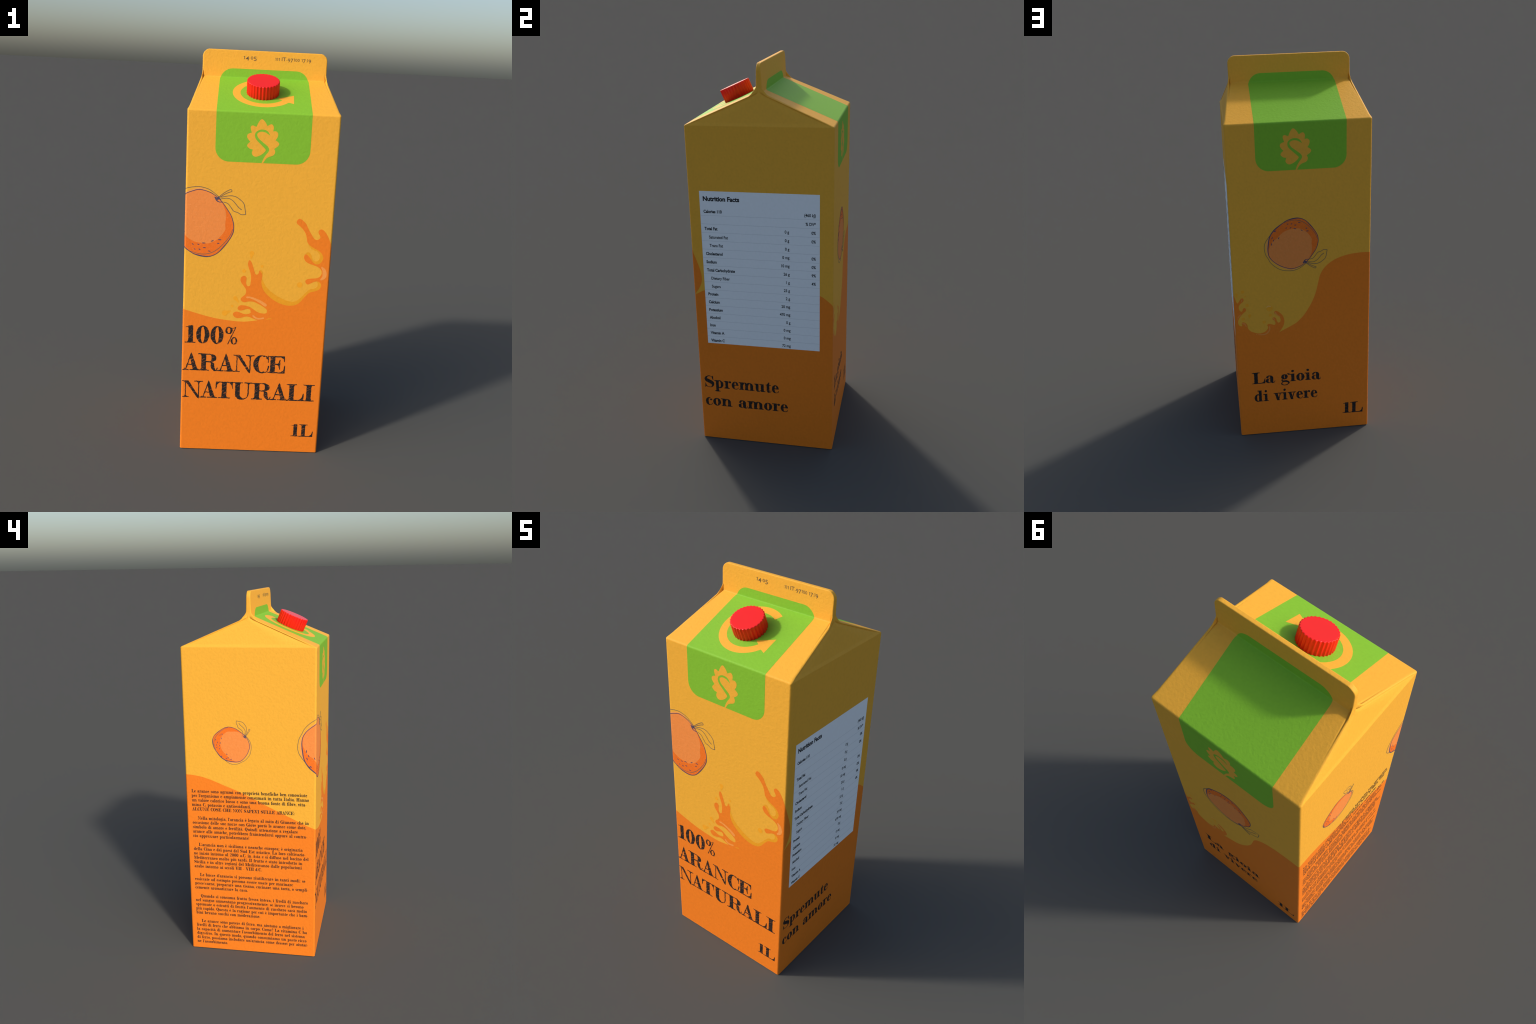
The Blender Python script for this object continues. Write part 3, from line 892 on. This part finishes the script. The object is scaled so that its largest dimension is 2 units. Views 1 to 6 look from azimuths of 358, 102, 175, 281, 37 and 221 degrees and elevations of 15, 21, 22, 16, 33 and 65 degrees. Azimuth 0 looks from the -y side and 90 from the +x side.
    G['e'] = (0.62, bow(0.31, 0.33, 0.28, 0.345, 90, 285, s, HR) + bow(0.31, 0.33, 0.28, 0.345, 4, 91, s * 0.82, HR) + [rect(0.12, 0.33, 0.585, 0.33 + HR)] + pen([(0.37, 0.01), (0.47, 0.03), (0.54, 0.09), (0.57, 0.17)], [0.03, 0.026, 0.024, 0.02]))
    G['f'] = (0.46, stem(0.22, s, 0, 0.72, 0.10, 0.14, 0, 0) + bow(0.40, 0.72, 0.18 + s / 2, 0.29, 60, 180, s, HR) + ball(0.49, 0.90, 0.075) + [rect(0.04, X - HR, 0.42, X)])
    G['g'] = (0.70, bow(0.30, 0.44, 0.25, 0.23, 0, 360, s, HR) + pen([(0.16, 0.24), (0.10, 0.15), (0.18, 0.06), (0.40, 0.05), (0.58, -0.03), (0.60, -0.15), (0.46, -0.28), (0.25, -0.29), (0.09, -0.2), (0.10, -0.08), (0.22, 0.0)],
              [0.03, 0.035, 0.07, 0.08, 0.07, 0.055, 0.03, 0.025, 0.045, 0.03, 0.02]) + pen([(0.44, 0.60), (0.54, 0.70), (0.62, 0.68)], [0.02, 0.025, 0.03]) + ball(0.63, 0.66, 0.065))
    G['h'] = (0.86, leg(0.22, 1.0, 0.10, 0.08, 0.13) + arch(0.22, 0.64))
    G['i'] = (0.46, leg(0.23, X, 0.11, 0.11, 0.14) + ball(0.22, 0.90, 0.105))
    G['l'] = (0.46, leg(0.23, 1.0, 0.11, 0.11, 0.14))
    G['m'] = (1.26, leg(0.22, X, 0.10, 0.07, 0.13) + arch(0.22, 0.63, 0.06, 0.07) + arch(0.63, 1.04))
    G['n'] = (0.86, leg(0.22, X, 0.10, 0.08, 0.13) + arch(0.22, 0.64))
    G['o'] = (0.68, bow(0.34, 0.33, 0.31, 0.345, 0, 360, s, HR))
    G['p'] = (0.77, stem(0.22, s, -0.32, X, 0.11, 0.11, 0.13, 0) + bow(0.40, 0.33, 0.32, 0.345, -130, 130, s, HR))
    G['q'] = (0.76, stem(0.53, s, -0.32, X, 0.11, 0.11, 0, 0.05) + bow(0.34, 0.33, 0.30, 0.345, 50, 310, s, HR))
    G['r'] = (0.60, leg(0.22, X, 0.10, 0.12, 0.13) + pen([(0.30, 0.44), (0.38, 0.60), (0.48, 0.63)], [0.02, 0.025, 0.04]) + ball(0.50, 0.57, 0.088))
    G['s'] = (0.56, pen([(0.44, 0.56), (0.34, 0.645), (0.21, 0.63), (0.13, 0.53), (0.17, 0.42), (0.30, 0.34), (0.43, 0.25), (0.45, 0.12), (0.36, 0.03), (0.22, 0.02), (0.11, 0.14)],
              [0.02, 0.022, 0.03, 0.06, s * 0.5, s * 0.5, s * 0.5, 0.06, 0.03, 0.022, 0.02]) + [rect(0.45, 0.46, 0.485, X), rect(0.06, 0, 0.095, 0.21)])
    G['t'] = (0.52, [rect(0.24 - s / 2, 0.14, 0.24 + s / 2, X), rect(0.05, X - HR, 0.47, X), poly((0.24 - s / 2, 0.64), (0.24 + s / 2, 0.64), (0.24 + s / 2, 0.88), (0.24 + s / 2 - 0.04, 0.88), (0.22, 0.76))]
              + pen([(0.24, 0.18), (0.28, 0.06), (0.38, 0.02), (0.46, 0.07), (0.48, 0.18)], [s / 2, s * 0.45, 0.03, 0.022, 0.02]))
    G['u'] = (0.86, stem(0.22, s, 0.22, X, 0, 0, 0.13, 0) + pen([(0.22, 0.26), (0.25, 0.08), (0.36, 0.02), (0.48, 0.07), (0.60, 0.20)], [s / 2, s * 0.45, 0.035, 0.025, 0.022])
              + stem(0.64, s, 0, X, 0, 0.12, 0.12, 0))
    G['v'] = (0.70, slant(0.20, X, 0.37, -0.02, s) + slant(0.38, -0.02, 0.56, X, HR) + foot(0.20, s, X, 0.10, 0.10, -1) + foot(0.56, HR, X, 0.13, 0.12, -1))
    G['z'] = (0.60, slant(0.15, 0.02, 0.44, 0.64, s) + [rect(0.06, 0, 0.53, HR), rect(0.06, X - HR, 0.52, X)])
    for c, b in (('à', 'a'), ('è', 'e'), ('ò', 'o'), ('ù', 'u')):
        G[c] = (G[b][0], G[b][1] + pen([(0.22, 0.94), (0.32, 0.85), (0.40, 0.77)], [0.05, 0.045, 0.02]))
    G['.'] = (0.30, ball(0.14, 0.09, 0.095))
    G[','] = (0.30, ball(0.14, 0.09, 0.09) + pen([(0.19, 0.06), (0.18, -0.08), (0.08, -0.18)], [0.04, 0.035, 0.015]))
    G[':'] = (0.32, ball(0.15, 0.09, 0.09) + ball(0.15, 0.56, 0.09))
    G[';'] = (0.32, G[','][1] + ball(0.14, 0.56, 0.09))
    G['!'] = (0.36, ball(0.17, 0.09, 0.09) + [poly((0.14, 0.25), (0.20, 0.25), (0.26, 0.95), (0.17, 1.0), (0.08, 0.95))])
    G['?'] = (0.60, ball(0.27, 0.09, 0.09) + pen([(0.12, 0.78), (0.22, 0.97), (0.40, 0.93), (0.46, 0.75), (0.32, 0.52), (0.27, 0.28)], [0.06, 0.03, 0.07, 0.1, 0.06, 0.02]))
    G["'"] = (0.26, ball(0.13, 0.90, 0.08) + pen([(0.17, 0.88), (0.16, 0.76), (0.08, 0.68)], [0.04, 0.03, 0.014]))
    G['-'] = (0.44, [rect(0.06, 0.26, 0.36, 0.33)])
    G['/'] = (0.46, slant(0.08, -0.05, 0.38, 1.02, 0.06))
    G[' '] = (0.50, [])
    return G


def wobble(sh, amp):
    out = []
    for lp in sh:
        # resample so that long straight sides can wander like a pen line
        q = []
        for a, b in zip(lp, np.roll(lp, -1, 0)):
            m = max(1, int(np.hypot(*(b - a)) / 0.06))
            q += [a + (b - a) * i / m for i in range(m)]
        q = np.array(q)
        ph = [random.uniform(0, 6.28) for _ in range(6)]
        dx = np.sin(q[:, 1] * 23 + ph[0]) + np.sin(q[:, 1] * 61 + ph[1]) + np.sin(q[:, 0] * 47 + ph[2])
        dy = np.sin(q[:, 0] * 19 + ph[3]) + np.sin(q[:, 0] * 53 + ph[4]) + np.sin(q[:, 1] * 41 + ph[5])
        out.append(q + amp * 0.5 * np.stack([dx, dy], 1))
    return out


KERN = {'NA': -0.16, 'NC': -0.05, 'CE': -0.03, 'LA': -0.05, 'AT': -0.03}


def set_line(G, text, track=0.0, space=None):
    """Pen positions of each glyph in cap-height units, and total length."""
    x, out = 0.0, []
    for i, ch in enumerate(text):
        adv, sh = G[ch]
        adv += KERN.get(text[i:i + 2], 0)
        if sh:
            out.append((ch, x))
        x += (space if ch == ' ' and space else adv) + track
    return out, x - track


def big_line(G, text, k, u0, u1, base, cap_h, mat, space=None, track=0.0, amp=0.011):
    pos, total = set_line(G, text, track, space)
    # ink extents: fit the line between u0 and u1
    sx = (u1 - u0) / (total - 0.06)
    for ch, x in pos:
        V, T = triangulate([wobble(sh, amp) for sh in G[ch][1]])
        P = np.stack([u0 + (V[:, 0] + x - 0.03) * sx, base + V[:, 1] * cap_h], 1)
        layer('letter', P, T, panel(k), 0.0006, mat, BODY, depth=0.0007)


TITLE = glyphs(0.262, 0.20)
big_line(TITLE, '100%', 0, -0.341, -0.082, 0.5845, 0.0915, INK_X)
big_line(TITLE, 'ARANCE', 0, -0.350, 0.166, 0.4375, 0.0920, INK_X, track=-0.02)
big_line(TITLE, 'NATURALI', 0, -0.348, 0.319, 0.2895, 0.0910, INK_X, track=-0.02)
big_line(TITLE, '1L', 0, 0.215, 0.325, 0.0890, 0.0690, INK_X)
HR, SF = 0.066, 0.06
BOLD = glyphs(0.265, 0.225)
big_line(BOLD, 'Spremute', 1, -0.331, 0.073, 0.3185, 0.0695, INK_Y)
big_line(BOLD, 'con amore', 1, -0.332, 0.120, 0.2075, 0.0695, INK_Y, space=0.46)
big_line(BOLD, 'La gioia', 2, -0.278, 0.090, 0.3200, 0.0690, INK_BACK, space=0.42)
big_line(BOLD, 'di vivere', 2, -0.273, 0.072, 0.2080, 0.0690, INK_BACK, space=0.42)
big_line(BOLD, '1L', 2, 0.213, 0.322, 0.0890, 0.0680, INK_BACK)

# small reading text on the left wall
ROWS = [
    (0, 'Le arance sono agrumi con proprietà benefiche ben conosciute'), (0, "per l'organismo e ampiamente consumati in tutta Italia. Hanno"),
    (0, 'un valore calorico basso e sono una buona fonte di fibre, vita-'), (0, 'mina C, potassio e antiossidanti.'),
    (0, 'ALCUNE COSE CHE NON SAPEVI SULLE ARANCE:'), None,
    (1, "Nella mitologia, l'arancia è legata al mito di Giunone che in"), (0, 'occasione delle sue nozze con Giove portò le arance come dote,'),
    (0, 'simbolo di amore e fertilità. Quindi attenzione a regalare'), (0, 'arance alle amiche, potrebbero fraintendervi oppure al contra-'),
    (0, 'rio apprezzare particolarmente!'), None,
    (1, "L'arancia non è siciliana e neanche europea; è originaria"), (0, 'della Cina e dei paesi del Sud Est asiatico. La loro coltivazio-'),
    (0, 'ne iniziò intorno al 2000 a.C. in Asia e si diffuse nel bacino del'), (0, 'Mediterraneo molto più tardi. Il frutto è stato introdotto in'),
    (0, 'Sicilia e in altre regioni del Mediterraneo dalle popolazioni'), (0, 'arabe intorno ai secoli VII - VIII d.C.'), None,
    (1, "Le bucce d'arancia si possono riutilizzare in tanti modi: se"), (0, 'essiccate ad esempio possono essere usate per marinare'),
    (0, 'pesce/carne, preparare una tisana, cucinare una torta, o sempli-'), (0, 'cemente aromatizzare la casa.'), None,
    (1, 'Quando si consuma frutta fresca intera, i livelli di zucchero'), (0, 'nel sangue aumentano progressivamente; se invece si bevono'),
    (0, "spremute o estratti di frutta l'aumento di zucchero sarà molto"), (0, 'più rapido. Questa è la ragione per cui è importante che i bam-'),
    (0, 'bini bevano succhi con moderazione.'), None,
    (1, 'Le arance sono povere di ferro, ma aiutano a migliorare i'), (0, 'livelli di ferro che abbiamo in corpo. Come? La vitamina C ha'),
    (0, "la capacità di aumentare l'assorbimento del ferro nel sistema"), (0, 'digestivo. In questo modo, quando consumiamo un pasto ricco'),
    (0, "di ferro, possiamo includere un'arancia come dessert per aiutar-"), (0, "ne l'assorbimento.")]
HR, SF = 0.085, 0.07
TEXT = glyphs(0.27, 0.225)
TEXT['ì'] = TEXT['i']
cache = {}
tv, tt, nb = [], [], 0
ref = set_line(TEXT, ROWS[0][1])[1]
sx = (0.309 + 0.324) / ref
right_edge = {0: 0.309, 1: 0.316, 2: 0.296, 6: 0.313, 7: 0.311, 9: 0.300, 14: 0.310, 21: 0.312, 27: 0.309, 34: 0.316}
for row, item in enumerate(ROWS):
    if item is None:
        continue
    ind, text = item
    u = -0.324 + 0.030 * ind
    z = 0.940 - 0.02592 * row
    pos, total = set_line(TEXT, text)
    k = sx
    if total * k + u > 0.318:
        k = (0.318 - u) / total
    for ch, x in pos:
        if ch not in cache:
            cache[ch] = triangulate(TEXT[ch][1])
        V, T = cache[ch]
        tv.append(np.stack([u + (V[:, 0] + x) * k, z + V[:, 1] * 0.0185], 1))
        tt.append(T + nb)
        nb += len(V)
info = layer('information_text', np.vstack(tv), np.vstack(tt), panel(3), 0.0006, SMALL_INK, BODY, depth=0.0007)
info['kind'] = 'stuff'

# -------------------------------------------------- nutrition label, right wall
V, T = triangulate([rect(-0.298, 0.587, 0.288, 1.409)])
LABEL = layer('nutrition_label', V, T, panel(1), 0.0006, WHITE, carton)


def plain_text(text, bold=0.0):
    """Outline of the built-in sans face as 2D triangles, cap height about 1."""
    cu = bpy.data.curves.new('t', 'FONT')
    cu.body = text
    cu.size = 1.0
    cu.offset = bold
    cu.resolution_u = 3
    ob = bpy.data.objects.new('t', cu)
    bpy.context.scene.collection.objects.link(ob)
    dg = bpy.context.evaluated_depsgraph_get()
    me = bpy.data.meshes.new_from_object(ob.evaluated_get(dg))
    V = np.array([tuple(v.co)[:2] for v in me.vertices])
    T = []
    me.calc_loop_triangles()
    for t in me.loop_triangles:
        T.append(tuple(t.vertices))
    bpy.data.objects.remove(ob)
    bpy.data.curves.remove(cu)
    bpy.data.meshes.remove(me)
    T = np.array(T, int)
    d, e = V[T[:, 1]] - V[T[:, 0]], V[T[:, 2]] - V[T[:, 0]]
    ar = d[:, 0] * e[:, 1] - d[:, 1] * e[:, 0]
    T[ar < 0] = T[ar < 0][:, ::-1]
    return V, T


def sans(text, x, z, height, mapper, mat, h, align='L', width=None, bold=0.0, name='label_text', parent=None, squash=1.0):
    V, T = plain_text(text, bold)
    capv = plain_text('H')[0]
    k = height / (capv[:, 1].max() - capv[:, 1].min())
    V = V - [V[:, 0].min(), 0]
    w = V[:, 0].max()
    kx = width / w if width else k * squash
    off = {'L': 0, 'R': -w * kx}[align]
    P = np.stack([x + off + V[:, 0] * kx, z + V[:, 1] * k], 1)
    return layer(name, P, T, mapper, h, mat, parent or LABEL, depth=0.0005)


R1 = panel(1)
sans('Nutrition Facts', -0.281, 1.3605, 0.0215, R1, BLACK, 0.0009, width=0.181, bold=0.042)
facts = [('Calories 110', 0, '', '(460 kJ)', 1), ('', 0, '', '% DV*', 1), ('Total Fat', 0, '0 g', '0%', 1), ('Saturated Fat', 1, '0 g', '0%', 0),
         ('Trans Fat', 1, '0 g', '', 0), ('Cholesterol', 0, '0 mg', '0%', 1), ('Sodium', 0, '10 mg', '0%', 1), ('Total Carbohydrate', 0, '26 g', '9%', 1),
         ('Dietary Fiber', 1, '1 g', '4%', 0), ('Sugars', 1, '23 g', '', 0), ('Protein', 0, '2 g', '', 1), ('Calcium', 0, '20 mg', '', 1),
         ('Potassium', 0, '470 mg', '', 1), ('Alcohol', 0, '0 g', '', 1), ('Iron', 0, '0 mg', '', 1), ('Vitamin A', 0, '0 mg', '', 1), ('Vitamin C', 0, '72 mg', '', 1)]
SQ = 0.82
for i, (name, ind, amount, dv, bold) in enumerate(facts):
    z = 1.2862 - 0.0439 * i
    if i < 16:
        V, T = triangulate([rect(-0.297, z - 0.0007, 0.287, z + 0.0007)])
        layer('label_rule', V, T, R1, 0.0007, RULE, LABEL, depth=0.0003)
    zb = z + 0.0132
    if name:
        sans(name, -0.281 + 0.021 * ind, zb, 0.0148, R1, BLACK, 0.0009, bold=0.036 if bold else 0.022, squash=SQ)
    if amount:
        sans(amount, 0.140, zb, 0.0148, R1, BLACK, 0.0009, 'R', bold=0.022, squash=SQ)
    if dv:
        sans(dv, 0.269, zb, 0.0148, R1, BLACK, 0.0009, 'R', bold=0.024, squash=SQ)

# ------------------------------------------------------ date code on the sealing fin
def fin(P, off):
    P = np.asarray(P, float)
    t = np.interp(P[:, 1], PT[:, 1], PT_T)
    return profile(False)(np.stack([P[:, 0], t], 1), off)


def date_code(text, x0, x1, z, x_h):
    """Old-style figures: 1 and 0 at x-height, 4 5 7 9 hang below the line."""
    x, parts = 0.0, []
    for ch in text:
        if ch == ' ':
            x += 0.42
            continue
        V, T = plain_text(ch, 0.004)
        if ch == '1':                       # small stroke with a flag
            V, T = triangulate([rect(0.14, 0, 0.25, 0.7), poly((0.0, 0.66), (0.02, 0.58), (0.15, 0.60), (0.2, 0.7), (0.12, 0.7))])
        y0, y1 = V[:, 1].min(), V[:, 1].max()
        V = V - [V[:, 0].min(), 0]
        if ch in 'IT':
            V = V * (1.25 / y1)
        elif ch in '10':
            V = V * [0.95 / y1, 1.0 / y1]
        elif ch in '4579':
            V = V * [1.2 / y1, 1.32 / y1] - [0, 0.36]
        else:
            V = V * [1.1, 1.2]
        if ch == '·':
            V = V - [0, V[:, 1].mean() - 0.45]
        parts.append((V + [x, 0], T))
        x += V[:, 0].max() + (0.13 if ch != '1' else 0.2)
    k = (x1 - x0) / (x - 0.13)
    n, vs, ts = 0, [], []
    for V, T in parts:
        vs.append(np.stack([x0 + V[:, 0] * k, z + V[:, 1] * x_h], 1))
        ts.append(T + n)
        n += len(V)
    layer('date_code', np.vstack(vs), np.vstack(ts), fin, 0.0003, DATE_INK, parts_seal, depth=0.0005)


parts_seal = parts['top_seal']
date_code('14·05', -0.108, -0.043, 1.9575, 0.0150)
date_code('111 IT-97100 17:19', 0.049, 0.227, 1.9575, 0.0140)
